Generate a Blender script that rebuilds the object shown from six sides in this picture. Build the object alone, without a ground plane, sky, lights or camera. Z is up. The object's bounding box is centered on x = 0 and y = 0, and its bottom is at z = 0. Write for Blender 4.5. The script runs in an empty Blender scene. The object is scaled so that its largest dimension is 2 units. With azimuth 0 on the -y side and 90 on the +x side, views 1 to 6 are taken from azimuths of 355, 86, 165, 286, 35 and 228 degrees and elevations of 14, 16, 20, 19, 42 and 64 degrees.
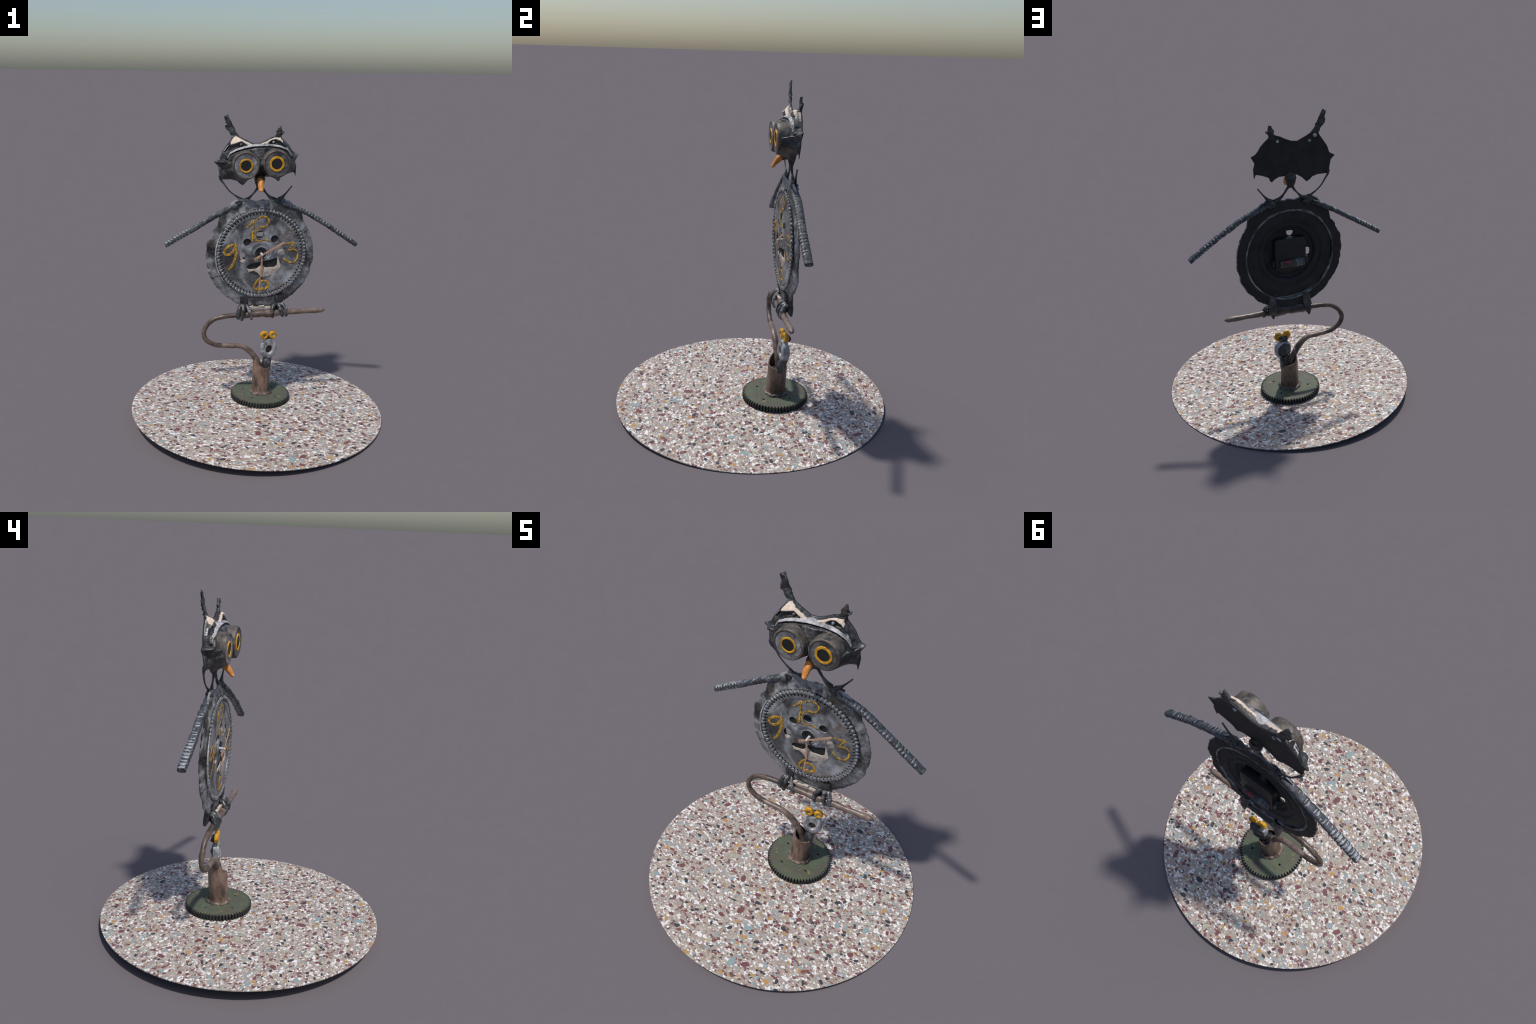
import bpy, bmesh, math, random
import numpy as np
from mathutils import Vector, Matrix, noise

random.seed(7)
RNG = np.random.default_rng(11)
SC = bpy.context.scene.collection

# ------------------------------------------------------------------ helpers
def V(*a): return Vector(a)

def empty(name, loc, label, category):
    o = bpy.data.objects.new(name, None)
    o.location = loc
    SC.objects.link(o)
    o["label"] = label
    o["category"] = category
    return o

def link(o, parent):
    SC.objects.link(o)
    if parent is not None:
        o.parent = parent
        # geometry is written in world metres; only the root empties are moved
        if parent.type == 'EMPTY':
            o.matrix_parent_inverse = Matrix.Translation(-parent.location)
    return o

def mesh_obj(name, verts, faces, mat, parent, smooth=True, sharp=None, kind=None):
    me = bpy.data.meshes.new(name)
    me.from_pydata([tuple(v) for v in verts], [], [tuple(f) for f in faces])
    me.validate()
    bm = bmesh.new(); bm.from_mesh(me)
    bmesh.ops.recalc_face_normals(bm, faces=bm.faces)
    bm.to_mesh(me); bm.free()
    if smooth:
        me.shade_smooth()
        if sharp: me.set_sharp_from_angle(angle=math.radians(sharp))
    me.materials.append(mat)
    o = bpy.data.objects.new(name, me)
    if kind: o["kind"] = kind
    return link(o, parent)

def copy_of(src, parent, matrix):
    o = src.copy()
    SC.objects.link(o)
    o.parent = parent
    o.matrix_parent_inverse = src.matrix_parent_inverse.copy()
    o.matrix_basis = matrix
    return o

def catmull(pts, n):
    P = [np.array(p, float) for p in pts]
    P = [2*P[0]-P[1]] + P + [2*P[-1]-P[-2]]
    out = []
    for i in range(1, len(P)-2):
        for k in range(n):
            t = k/n
            a, b, c, d = P[i-1], P[i], P[i+1], P[i+2]
            out.append(.5*((2*b)+(-a+c)*t+(2*a-5*b+4*c-d)*t*t+(-a+3*b-3*c+d)*t**3))
    out.append(P[-2])
    return np.array(out)

def tube_data(path, ra, rb=None, up=None, segs=16, power=2.0, lump=0.0, lscale=30., seed=0.):
    """Tube with elliptic / super-elliptic section. ra across, rb along `up`."""
    path = np.asarray(path, float); n = len(path)
    ra = np.interp(np.linspace(0, 1, n), np.linspace(0, 1, len(ra)), ra) if hasattr(ra, '__len__') else np.full(n, ra)
    if rb is None: rb = ra
    rb = np.interp(np.linspace(0, 1, n), np.linspace(0, 1, len(rb)), rb) if hasattr(rb, '__len__') else np.full(n, rb)
    verts, faces = [], []
    tang = np.gradient(path, axis=0)
    u = Vector(up) if up is not None else None
    prev = None
    for i in range(n):
        t = Vector(tang[i]).normalized()
        if u is not None:
            b = (u - t*u.dot(t)).normalized()
        else:
            if prev is None:
                prev = Vector((0, 1, 0)) if abs(t.y) < .8 else Vector((0, 0, 1))
            b = (prev - t*prev.dot(t)).normalized(); prev = b
        a = t.cross(b)
        for k in range(segs):
            th = 2*math.pi*k/segs
            c, s = math.cos(th), math.sin(th)
            if power != 2.0:
                q = (abs(c)**power+abs(s)**power)**(-1/power); c *= q; s *= q
            p = Vector(path[i]) + a*(c*ra[i]) + b*(s*rb[i])
            if lump:
                d = noise.noise(p*lscale+Vector((seed, 0, 0)))
                p += (a*c+b*s)*(d*lump)
            verts.append(p)
    for i in range(n-1):
        for k in range(segs):
            k2 = (k+1) % segs
            faces.append((i*segs+k, i*segs+k2, (i+1)*segs+k2, (i+1)*segs+k))
    faces.append(tuple(range(segs-1, -1, -1)))
    faces.append(tuple(range((n-1)*segs, n*segs)))
    return verts, faces

def tube(name, path, ra, mat, parent, rb=None, up=None, segs=16, power=2.0, lump=0., lscale=30., seed=0., sharp=50):
    v, f = tube_data(path, ra, rb, up, segs, power, lump, lscale, seed)
    return mesh_obj(name, v, f, mat, parent, True, sharp)

def merge(parts):
    V_, F_ = [], []
    for v, f in parts:
        o = len(V_); V_ += list(v); F_ += [tuple(i+o for i in q) for q in f]
    return V_, F_

def frame_lathe(profile, centre, U, W, N, segs=96, rmod=None, closed=True):
    """Revolve (r, n) profile about N through centre. rmod(theta, r, n) -> r, n"""
    verts, faces = [], []
    m = len(profile)
    for i in range(segs):
        th = 2*math.pi*i/segs
        for r, n in profile:
            if rmod: r, n = rmod(th, r, n)
            verts.append(centre + U*(r*math.cos(th)) + W*(r*math.sin(th)) + N*n)
    for i in range(segs):
        j = (i+1) % segs
        for k in range(m if closed else m-1):
            l = (k+1) % m
            faces.append((i*m+k, j*m+k, j*m+l, i*m+l))
    return verts, faces

def plate2d(outlines, depth, bevel=0.0):
    """Filled planar shape (first outline solid, the others holes), extruded; returns mesh data in (u, v, n)."""
    cu = bpy.data.curves.new("tmp", 'CURVE'); cu.dimensions = '2D'; cu.fill_mode = 'BOTH'
    cu.extrude = depth/2; cu.bevel_depth = bevel; cu.bevel_resolution = 1
    for ol in outlines:
        s = cu.splines.new('POLY'); s.points.add(len(ol)-1); s.use_cyclic_u = True
        for p, q in zip(s.points, ol): p.co = (q[0], q[1], 0, 1)
    o = bpy.data.objects.new("tmp", cu); SC.objects.link(o)
    dg = bpy.context.evaluated_depsgraph_get()
    me = bpy.data.meshes.new_from_object(o.evaluated_get(dg))
    bm = bmesh.new(); bm.from_mesh(me)
    bmesh.ops.remove_doubles(bm, verts=bm.verts, dist=1e-5)
    bm.verts.index_update()
    v = [tuple(x.co) for x in bm.verts]; f = [tuple(y.index for y in x.verts) for x in bm.faces]
    bm.free(); bpy.data.meshes.remove(me)
    bpy.data.objects.remove(o); bpy.data.curves.remove(cu)
    return v, f

def circle(cx, cy, r, n=28, ry=None):
    ry = ry or r
    return [(cx+r*math.cos(2*math.pi*i/n), cy+ry*math.sin(2*math.pi*i/n)) for i in range(n)]

# ------------------------------------------------------------------ materials
class Mat:
    def __init__(s, name, rough=.6, metallic=0., spec=.4):
        s.m = bpy.data.materials.new(name); s.m.use_nodes = True
        s.t = s.m.node_tree; s.b = s.t.nodes["Principled BSDF"]
        s.b.inputs["Roughness"].default_value = rough
        s.b.inputs["Metallic"].default_value = metallic
        s.b.inputs["Specular IOR Level"].default_value = spec
        s.co = s.t.nodes.new("ShaderNodeTexCoord").outputs["Object"]
    def n(s, typ, **kw):
        nd = s.t.nodes.new(typ)
        for k, v in kw.items(): setattr(nd, k, v)
        return nd
    def l(s, a, b): s.t.links.new(a, b)
    def noise(s, scale, detail=4., rough=.6, co=None, dist=0.):
        nd = s.n("ShaderNodeTexNoise"); nd.inputs["Scale"].default_value = scale
        nd.inputs["Detail"].default_value = detail; nd.inputs["Roughness"].default_value = rough
        nd.inputs["Distortion"].default_value = dist
        s.l(co or s.co, nd.inputs["Vector"]); return nd.outputs["Fac"]
    def ramp(s, fac, stops, interp='LINEAR'):
        r = s.n("ShaderNodeValToRGB"); r.color_ramp.interpolation = interp
        e = r.color_ramp.elements
        while len(e) < len(stops): e.new(.5)
        for el, (p, c) in zip(e, stops):
            el.position = p; el.color = (*c, 1) if len(c) == 3 else c
        s.l(fac, r.inputs["Fac"]); return r.outputs["Color"]
    def mix(s, fac, a, b, mode='MIX'):
        m = s.n("ShaderNodeMix", data_type='RGBA', blend_type=mode)
        if isinstance(fac, (int, float)): m.inputs[0].default_value = fac
        else: s.l(fac, m.inputs[0])
        for i, x in ((6, a), (7, b)):
            if isinstance(x, tuple): m.inputs[i].default_value = (*x, 1)
            else: s.l(x, m.inputs[i])
        return m.outputs[2]
    def math(s, op, a, b=0.):
        m = s.n("ShaderNodeMath", operation=op)
        for i, x in ((0, a), (1, b)):
            if isinstance(x, (int, float)): m.inputs[i].default_value = x
            else: s.l(x, m.inputs[i])
        return m.outputs[0]
    def color(s, c): s.l(c, s.b.inputs["Base Color"]); return s
    def bump(s, h, strength=.3, dist=.004):
        b = s.n("ShaderNodeBump"); b.inputs["Strength"].default_value = strength
        b.inputs["Distance"].default_value = dist
        s.l(h, b.inputs["Height"]); s.l(b.outputs["Normal"], s.b.inputs["Normal"]); return s

def mottled(name, stops, scale=14., rough=.6, metallic=0., speck=None, speck_lim=.62, speck_scale=60., bump=.3, bscale=70., dist=.6):
    m = Mat(name, rough, metallic)
    c = m.ramp(m.noise(scale, 6., .62, dist=dist), stops)
    if speck:
        f = m.ramp(m.noise(speck_scale, 3., .6), [(speck_lim, (0, 0, 0)), (speck_lim+.06, (1, 1, 1))])
        c = m.mix(f, c, speck)
    return m.color(c).bump(m.noise(bscale, 4.), bump).m

def worn(name, stops, scale=9., rough=.45, brown=(.10, .075, .05), brown_lim=.56, pale=None, pale_lim=.60, bump=.5, bscale=60., stretch=(1, 1, 1), fine=.4):
    """Scuffed metal: two octaves of blotches, brown stain patches, thin pale wear."""
    m = Mat(name, rough, 0., .5)
    mp = m.n("ShaderNodeMapping"); m.l(m.co, mp.inputs["Vector"]); mp.inputs["Scale"].default_value = stretch
    co = mp.outputs[0]
    a = m.noise(scale, 5., .6, co, .8); b = m.noise(scale*4.3, 4., .65, co, .4)
    mixv = m.math('MULTIPLY_ADD', a, 1-fine); mixv.node.inputs[2].default_value = 0
    t = m.math('ADD', mixv, m.math('MULTIPLY', b, fine))
    c = m.ramp(t, stops)
    if brown:
        f = m.ramp(m.noise(scale*1.7, 4., .6, co), [(brown_lim, (0, 0, 0)), (brown_lim+.08, (1, 1, 1))])
        c = m.mix(m.math('MULTIPLY', f, .75), c, brown)
    if pale:
        f = m.ramp(m.noise(scale*3.1, 5., .7, co, 1.2), [(pale_lim, (0, 0, 0)), (pale_lim+.07, (1, 1, 1))])
        c = m.mix(m.math('MULTIPLY', f, .85), c, pale)
    return m.color(c).bump(m.noise(bscale, 4.), bump).m

def g(v, t=(1., 1.02, 1.07)): return (v*t[0], v*t[1], v*t[2])

STEEL = worn("brushed_dark_steel", [(.37, g(.035)), (.45, g(.085)), (.53, g(.19)), (.61, g(.33, (.97, 1.02, 1.09)))], 5., .38, (.12, .085, .06), .61, None, bump=.35, bscale=80., fine=.2)
RIM = worn("hammered_grey_steel", [(.39, g(.012)), (.46, g(.05)), (.52, g(.145)), (.62, g(.30))], 7., .38, (.07, .056, .042), .55, g(.5), .65, .6, 50., fine=.35)
CHAIN = worn("greasy_chain_steel", [(.40, g(.025)), (.46, g(.10)), (.52, g(.24)), (.60, g(.48))], 18., .38, (.06, .052, .048), .62, g(.60), .60, .6, 120.)
ARMLINK = worn("worn_link_steel", [(.40, g(.016)), (.47, g(.055)), (.53, g(.16)), (.60, g(.34, (.92, 1., 1.14)))], 9., .38, (.05, .046, .042), .58, g(.60, (.96, 1., 1.06)), .53, .6, 110., fine=.4)
ARMCORE = mottled("dark_link_gap", [(.35, g(.02)), (.65, g(.09, (.9, 1., 1.25)))], 30., .6, bump=.4)
BLACK = worn("blackened_steel", [(.40, g(.010)), (.48, g(.022)), (.55, g(.045)), (.63, g(.11))], 12., .42, (.045, .036, .028), .57, g(.3), .68, .4, 50.)
BACK = mottled("back_shade_steel", [(.35, g(.010)), (.65, g(.022))], 10., .7, bump=.2, bscale=40.)  # dark back sides: shade and unscanned fill put into the colour
PLASTIC = mottled("black_plastic", [(.35, g(.009)), (.65, g(.016))], 20., .5, bump=.05)
MASK = worn("dark_welded_steel", [(.41, g(.010)), (.49, g(.028)), (.55, g(.065)), (.63, g(.17))], 12., .38, (.065, .052, .042), .55, g(.42), .655, .5, 60.)
PALE = worn("pale_highlight_steel", [(.38, g(.09)), (.45, (.24, .235, .245)), (.52, (.36, .35, .36)), (.62, (.50, .50, .52))], 10., .45, None, .6, None, bump=.4)  # pale steel, also the highlight painted along the upper forehead ridge
BEIGE = mottled("lit_top_cream", [(.30, (.50, .40, .32)), (.55, (.66, .54, .44)), (.75, (.74, .66, .58))], 26., .7, bump=.3)  # lit upper face of the forehead put into the colour
SCANFILL = mottled("scan_membrane", [(.30, (.30, .25, .21)), (.55, (.55, .47, .40)), (.75, (.62, .58, .54))], 40., .7, bump=.4)  # background-coloured membranes and leftovers of the scan
EYECUP = worn("grey_brown_cup", [(.40, (.035, .032, .031)), (.47, (.075, .066, .058)), (.54, (.125, .108, .092)), (.62, (.19, .165, .145))], 10., .5, (.11, .088, .07), .54, g(.40), .67, bump=.4)
EYEPALE = worn("pale_eye_face", [(.38, g(.07)), (.46, g(.15)), (.54, g(.27)), (.62, g(.46, (.92, 1.02, 1.08)))], 9., .45, None, .6, None, bump=.4)
EYEFACE = worn("eye_face_steel", [(.38, g(.03)), (.46, g(.06)), (.54, g(.10)), (.62, g(.22, (.92, 1.02, 1.1)))], 9., .45, None, .6, None, bump=.4)
PUPIL = mottled("pupil_black", [(.3, g(.008)), (.7, g(.016))], 30., .5, bump=.1)
YELLOW = mottled("yellow_paint", [(.34, (.22, .12, .012)), (.48, (.56, .27, .01)), (.64, (.68, .36, .02))], 45., .5, 0., (.06, .045, .02), .66, 70., .4)
CHALK = mottled("yellow_chalk_paint", [(.40, (.09, .065, .035)), (.47, (.33, .185, .025)), (.58, (.66, .36, .02))], 80., .7, 0., (.075, .065, .055), .545, 150., .5)
ORANGE = mottled("orange_paint", [(.34, (.42, .15, .03)), (.55, (.66, .26, .055)), (.72, (.74, .40, .18))], 22., .45, bump=.3)
RUSTBROWN = mottled("rusty_neck", [(.3, (.03, .025, .02)), (.55, (.10, .07, .045)), (.75, (.20, .11, .05))], 25., .65, bump=.4)
BRANCH = worn("brown_branch_steel", [(.38, (.045, .030, .024)), (.45, (.092, .062, .048)), (.53, (.135, .095, .076)), (.63, (.20, .145, .12))], 11., .4, (.045, .038, .034), .64, (.34, .28, .24), .71, .3, fine=.25)
PIPE = worn("rust_brown_pipe", [(.40, (.032, .022, .018)), (.47, (.085, .052, .038)), (.53, (.14, .085, .062)), (.61, (.23, .15, .115))], 8., .4, (.035, .032, .032), .62, None, bump=.25, stretch=(1, 1, .35))
WELD = worn("weld_bead", [(.40, (.035, .025, .022)), (.47, (.085, .058, .047)), (.54, (.14, .095, .078)), (.62, (.24, .18, .165))], 12., .4, (.03, .028, .028), .60, (.42, .36, .37), .64, bump=.6)
COPPER = mottled("copper_strip", [(.3, (.26, .14, .09)), (.55, (.48, .29, .20)), (.75, (.60, .42, .32))], 40., .45, bump=.3)
SILVER = mottled("silver_pin", [(.3, g(.35)), (.7, g(.7))], 30., .4, bump=.1)
NUT = worn("zinc_nut", [(.40, g(.09)), (.47, g(.20)), (.53, g(.31)), (.61, g(.50))], 20., .4, None, .6, None, bump=.4)
GEARDARK = mottled("gear_tooth_black", [(.35, g(.012)), (.65, (.035, .038, .032))], 30., .7, bump=.3)
TOE = worn("toe_steel", [(.42, g(.014)), (.49, g(.04)), (.55, g(.09)), (.62, g(.24))], 18., .35, (.07, .06, .045), .58, g(.35), .67, .3, 60.)
BATT = mottled("battery_grey", [(.4, g(.03)), (.6, g(.06))], 200., .4, bump=0.)
RED = mottled("battery_red", [(.4, (.16, .012, .02)), (.6, (.22, .02, .03))], 40., .5, bump=0.)

def gear_paint():
    m = Mat("green_gear_paint", .65)
    c = m.ramp(m.noise(7., 5., .6), [(.36, (.088, .078, .064)), (.5, (.082, .092, .062)), (.64, (.086, .112, .070))])
    f = m.ramp(m.noise(34., 4., .65), [(.60, (0, 0, 0)), (.70, (1, 1, 1))])
    c = m.mix(m.math('MULTIPLY', f, .7), c, (.33, .22, .035))
    d = m.ramp(m.noise(11., 4., .6), [(.58, (0, 0, 0)), (.72, (1, 1, 1))])
    c = m.mix(m.math('MULTIPLY', d, .55), c, (.075, .06, .055))
    return m.color(c).bump(m.noise(80.), .25).m
GREEN = gear_paint()

CHIP_STOPS = [(0., (.70, .68, .66)), (.40, (.60, .55, .50)), (.50, (.34, .26, .20)), (.60, (.24, .30, .31)),
              (.70, (.36, .36, .28)), (.78, (.155, .062, .064)), (.90, (.22, .11, .10)), (.95, (.05, .055, .065)), (.98, (.46, .25, .08))]

def terrazzo():
    m = Mat("terrazzo", .55, 0., .35)
    wob = m.n("ShaderNodeTexNoise"); wob.inputs["Scale"].default_value = 45.; wob.inputs["Detail"].default_value = 2.
    m.l(m.co, wob.inputs["Vector"])
    def layer(base, scale, keep, edge, stops, offs, wobble):
        mp = m.n("ShaderNodeMapping"); m.l(m.co, mp.inputs["Vector"])
        mp.inputs["Location"].default_value = (offs, offs*.7, 0); mp.inputs["Rotation"].default_value = (0, 0, offs)
        mp.inputs["Scale"].default_value = (1, 1.35, 1)
        ad = m.n("ShaderNodeMix", data_type='VECTOR'); ad.inputs[0].default_value = wobble
        m.l(mp.outputs[0], ad.inputs[4]); m.l(wob.outputs["Color"], ad.inputs[5])
        v = m.n("ShaderNodeTexVoronoi", voronoi_dimensions='2D'); v.inputs["Scale"].default_value = scale
        e = m.n("ShaderNodeTexVoronoi", voronoi_dimensions='2D', feature='DISTANCE_TO_EDGE'); e.inputs["Scale"].default_value = scale
        m.l(ad.outputs[1], v.inputs["Vector"]); m.l(ad.outputs[1], e.inputs["Vector"])
        sp = m.n("ShaderNodeSeparateColor"); m.l(v.outputs["Color"], sp.inputs[0])
        lim = m.math('MULTIPLY_ADD', sp.outputs[2], edge)
        lim.node.inputs[2].default_value = edge*.35
        inside = m.math('GREATER_THAN', e.outputs["Distance"], lim)
        on = m.math('LESS_THAN', sp.outputs[0], keep)
        f = m.math('MULTIPLY', inside, on)
        return m.mix(f, base, m.ramp(sp.outputs[1], stops, 'CONSTANT'))
    c = m.ramp(m.noise(30., 5., .65), [(.36, (.28, .215, .18)), (.5, (.36, .29, .245)), (.64, (.43, .365, .32))])
    c = layer(c, 105., .34, .10, [(0., (.62, .58, .55)), (.38, (.44, .37, .32)), (.66, (.20, .115, .105)), (.84, (.28, .30, .29)), (.95, (.09, .085, .085))], 1.3, .006)
    c = layer(c, 62., .40, .10, [(0., (.76, .74, .72)), (.46, (.54, .47, .42)), (.58, (.185, .085, .082)), (.74, (.29, .33, .32)), (.86, (.41, .36, .27)), (.95, (.06, .06, .065))], 2.1, .008)
    c = layer(c, 39., .28, .12, [(0., (.76, .74, .72)), (.16, (.185, .080, .078)), (.48, (.27, .32, .32)), (.66, (.41, .38, .29)), (.80, (.37, .27, .20)), (.88, (.042, .047, .057)), (.96, (.44, .26, .09))], 4.4, .010)
    return m.color(c).m
TERRAZZO = terrazzo()
CHIP_COL = [("maroon", (.165, .066, .066)), ("blue_grey", (.25, .32, .33)), ("slate", (.040, .048, .058)), ("ochre", (.46, .25, .075)), ("sage", (.38, .38, .29)), ("plum", (.22, .15, .17))]
CHIPM = [mottled(n+"_stone", [(.3, tuple(x*.85 for x in c)), (.7, tuple(min(1, x*1.15) for x in c))], 60., .55, bump=0.) for n, c in CHIP_COL]

# ------------------------------------------------------------------ terrazzo disc
DISC_R, DISC_C, SX, SY = .8447, (0.0, .0020, .0382), -.0422, -.0102
def disc_z(x, y): return DISC_C[2] + SX*(x-DISC_C[0]) + SY*(y-DISC_C[1])
disc = empty("terrazzo_disc", (0, 0, 0), "thin round tilted terrazzo floor slab with coloured chips", "floor slab")
vs, fs = [], []
NA = 180
rings = [0.0, .25, .5, .75, DISC_R-.0008, DISC_R]
for side in (0, 1):
    for r in rings[1:]:
        for k in range(NA):
            a = 2*math.pi*k/NA
            x, y = DISC_C[0]+r*math.cos(a), DISC_C[1]+r*math.sin(a)
            zt = disc_z(x, y)-(.0008 if r == DISC_R else 0)
            vs.append((x, y, zt if side == 0 else max(0.0, disc_z(x, y)-.006)))
    vs.append((DISC_C[0], DISC_C[1], DISC_C[2]-(.006 if side else 0)))
m_ = len(rings)-1
half = m_*NA+1
for side in (0, 1):
    o = side*half
    for i in range(m_-1):
        for k in range(NA):
            k2 = (k+1) % NA
            fs.append((o+i*NA+k, o+i*NA+k2, o+(i+1)*NA+k2, o+(i+1)*NA+k))
    for k in range(NA): fs.append((o+half-1, o+k, o+(k+1) % NA))
for k in range(NA):
    k2 = (k+1) % NA; a = (m_-1)*NA
    fs.append((a+k, a+k2, half+a+k2, half+a+k))
slab = mesh_obj("slab", vs, fs, TERRAZZO, disc, True, 30)

# larger stone chips, flush in the slab
shapes = []
for s in range(9):
    n = random.randint(6, 9); pts = []
    el = random.uniform(.45, .8)
    for k in range(n):
        a = 2*math.pi*(k+random.uniform(-.28, .28))/n; r = random.uniform(.75, 1.1)
        pts.append((r*math.cos(a), r*el*math.sin(a)))
    top = [(x*.97, y*.97, .0009) for x, y in pts]; bot = [(x, y, -.002) for x, y in pts]
    shapes.append((top+bot, [tuple(range(n))]+[(k, n+k, n+(k+1) % n, (k+1) % n) for k in range(n)]))
chip_src = {}
placed = []
tilt = Vector((-SX, -SY, 1)).to_track_quat('Z', 'Y').to_matrix().to_4x4()
tries = 0
while len(placed) < 285 and tries < 6000:
    tries += 1
    a = random.uniform(0, 2*math.pi); r = DISC_R*math.sqrt(random.random())
    size = random.choice([.013, .014, .015, .016, .017, .019, .021, .024])
    if len(placed) < 10: size = random.uniform(.026, .036)
    if r > DISC_R-size*1.15: continue
    x, y = DISC_C[0]+r*math.cos(a), DISC_C[1]+r*math.sin(a)
    if math.hypot(x-.0324, y-.1517) < .215+size: continue
    if any(math.hypot(x-p[0], y-p[1]) < (size+p[2])*1.05 for p in placed): continue
    ci = random.choices(range(6), [.38, .18, .20, .08, .09, .07])[0]
    if size > .0245: ci = 0 if random.random() < .6 else random.choice([1, 2, 4])
    placed.append((x, y, size))
    si = random.randrange(9)
    if (si, ci) not in chip_src:
        o = mesh_obj("stone_chip", [Vector(v) for v in shapes[si][0]], shapes[si][1], CHIPM[ci], disc, False)
        chip_src[(si, ci)] = o
    else:
        s0 = chip_src[(si, ci)]; o = s0.copy(); SC.objects.link(o); o.parent = disc
    o.matrix_basis = Matrix.Translation((x, y, disc_z(x, y))) @ tilt @ Matrix.Rotation(random.uniform(0, 6.28), 4, 'Z') @ Matrix.Diagonal((size, size, 1, 1))

# ------------------------------------------------------------------ sculpture
owl = empty("metal_owl_clock", (.0324, .1517, disc_z(.0324, .1517)), "welded scrap metal owl clock perched on a branch above a frog", "metal sculpture")

# ---- gear foot
GC = Vector((.0324, .1517, 0)); GR = .205; NT = 64
gn = Vector((-SX, -SY, 1)).normalized()
gu = Vector((1, 0, SX)).normalized(); gv = gn.cross(gu)
g0 = Vector((GC.x, GC.y, disc_z(GC.x, GC.y)))
def gear_pt(p): return g0 + gu*p[0] + gv*p[1] + gn*p[2]
out = []
for k in range(NT):
    for q, r in ((-.30, .191), (-.17, .2035), (.17, .2035), (.30, .191)):
        a = 2*math.pi*(k+q)/NT
        rr = r + .0015*noise.noise(Vector((math.cos(a)*9, math.sin(a)*9, 0)))
        out.append((rr*math.cos(a), rr*math.sin(a)))
holes = [circle(.125*math.cos(math.radians(a)), .125*math.sin(math.radians(a)), .0075, 16) for a in (-119.5, -37.5, 159.4, 44.3)]
v, f = plate2d([out]+holes, .028, .002)
gear = mesh_obj("gear_foot", [gear_pt((p[0], p[1], p[2]+.018)) for p in v], f, GEARDARK, owl, True, 30)
v, f = plate2d([[(x*.985, y*.985) for x, y in out]]+[circle(h[0][0]-.0075, h[0][1], .008, 16) for h in holes], .003, .0008)
def gdeck(p):
    r = math.hypot(p[0], p[1])
    return gear_pt((p[0], p[1], p[2]+.0355))
mesh_obj("gear_deck", [gdeck(p) for p in v], f, GREEN, gear, True, 30)

# ---- pipe
PB = Vector((.036, .1545, .068)); PT = Vector((.041, .1640, .27)); PR = .0605
def pipe_pt(th, t, inner=False):
    c, s = math.cos(th), math.sin(th)
    d180 = abs((th-math.pi+math.pi) % (2*math.pi)-math.pi)
    bump = math.exp(-(d180/(.95 if s < 0 else .7))**2)
    ztop = .266 - .012*c - .004*s + .080*bump
    z = PB.z + (ztop-PB.z)*t
    ax = PB.lerp(PT, (z-PB.z)/(PT.z-PB.z))
    r = PR*(1+.02*noise.noise(Vector((c*2, s*2, z*9))))
    if z > .27 and bump > .02: r -= (z-.27)*.16*min(1, bump*1.5)
    r += .012*math.exp(-((z-PB.z)/.012)**2)
    if inner: r -= .007
    rx = 1.0
    return Vector((ax.x+r*c*rx, ax.y+r*s, z))
NS, NTT = 64, 22
vs, fs = [], []
for i in range(NTT+1):
    for k in range(NS): vs.append(pipe_pt(2*math.pi*k/NS, i/NTT))
for i in range(8):
    for k in range(NS): vs.append(pipe_pt(2*math.pi*k/NS, 1-i/14, True))
for i in range(NTT+8):
    for k in range(NS):
        k2 = (k+1) % NS; fs.append((i*NS+k, i*NS+k2, (i+1)*NS+k2, (i+1)*NS+k))
fs.append(tuple((NTT+8)*NS+k for k in range(NS)))

pipe = mesh_obj("pipe_post", vs, fs, PIPE, owl, True, 50)
v, f = frame_lathe([(0, .246), (.030, .248), (.052, .242), (.0555, .232), (0, .225)], Vector((.041, .163, 0)), Vector((1, 0, 0)), Vector((0, 1, 0)), Vector((0, 0, 1)), 48)
mesh_obj("pipe_dark_fill", v, f, BLACK, pipe)  # added dark disc standing in for the shaded hollow of the pipe
# weld fillet round the pipe foot
ring = [Vector((PB.x+(PR+.006)*math.cos(a), PB.y+(PR+.006)*math.sin(a), 0)) for a in np.linspace(0, 2*math.pi, 73)]
for p in ring: p.z = disc_z(p.x, p.y)+.042
tube("weld_bead", [tuple(p) for p in ring], .011, WELD, pipe, segs=10, lump=.007, lscale=45.)

# ---- branch (tail-like rod)
bp = [(.484, .201, .657), (.462, .199, .655), (.411, .193, .655), (.320, .184, .655), (.234, .174, .655), (.140, .163, .655), (.048, .153, .654), (-.05, .147, .650), (-.141, .142, .645),
      (-.226, .135, .640), (-.294, .130, .619), (-.342, .126, .575), (-.359, .124, .520), (-.335, .125, .470), (-.268, .130, .436), (-.172, .138, .427),
      (-.111, .143, .422), (-.059, .150, .394), (-.015, .158, .345), (.015, .166, .290), (.038, .172, .225)]
path = catmull(bp, 8)
rad = [.003, .0155, .0175, .017, .018, .018, .018, .0175, .016, .0155, .015, .0145, .0145, .015, .0155, .016, .0165, .018, .020, .020, .018]
tube("branch", path, [r+.0012 for r in rad], BRANCH, owl, segs=16, lump=.003, lscale=28.)

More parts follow.
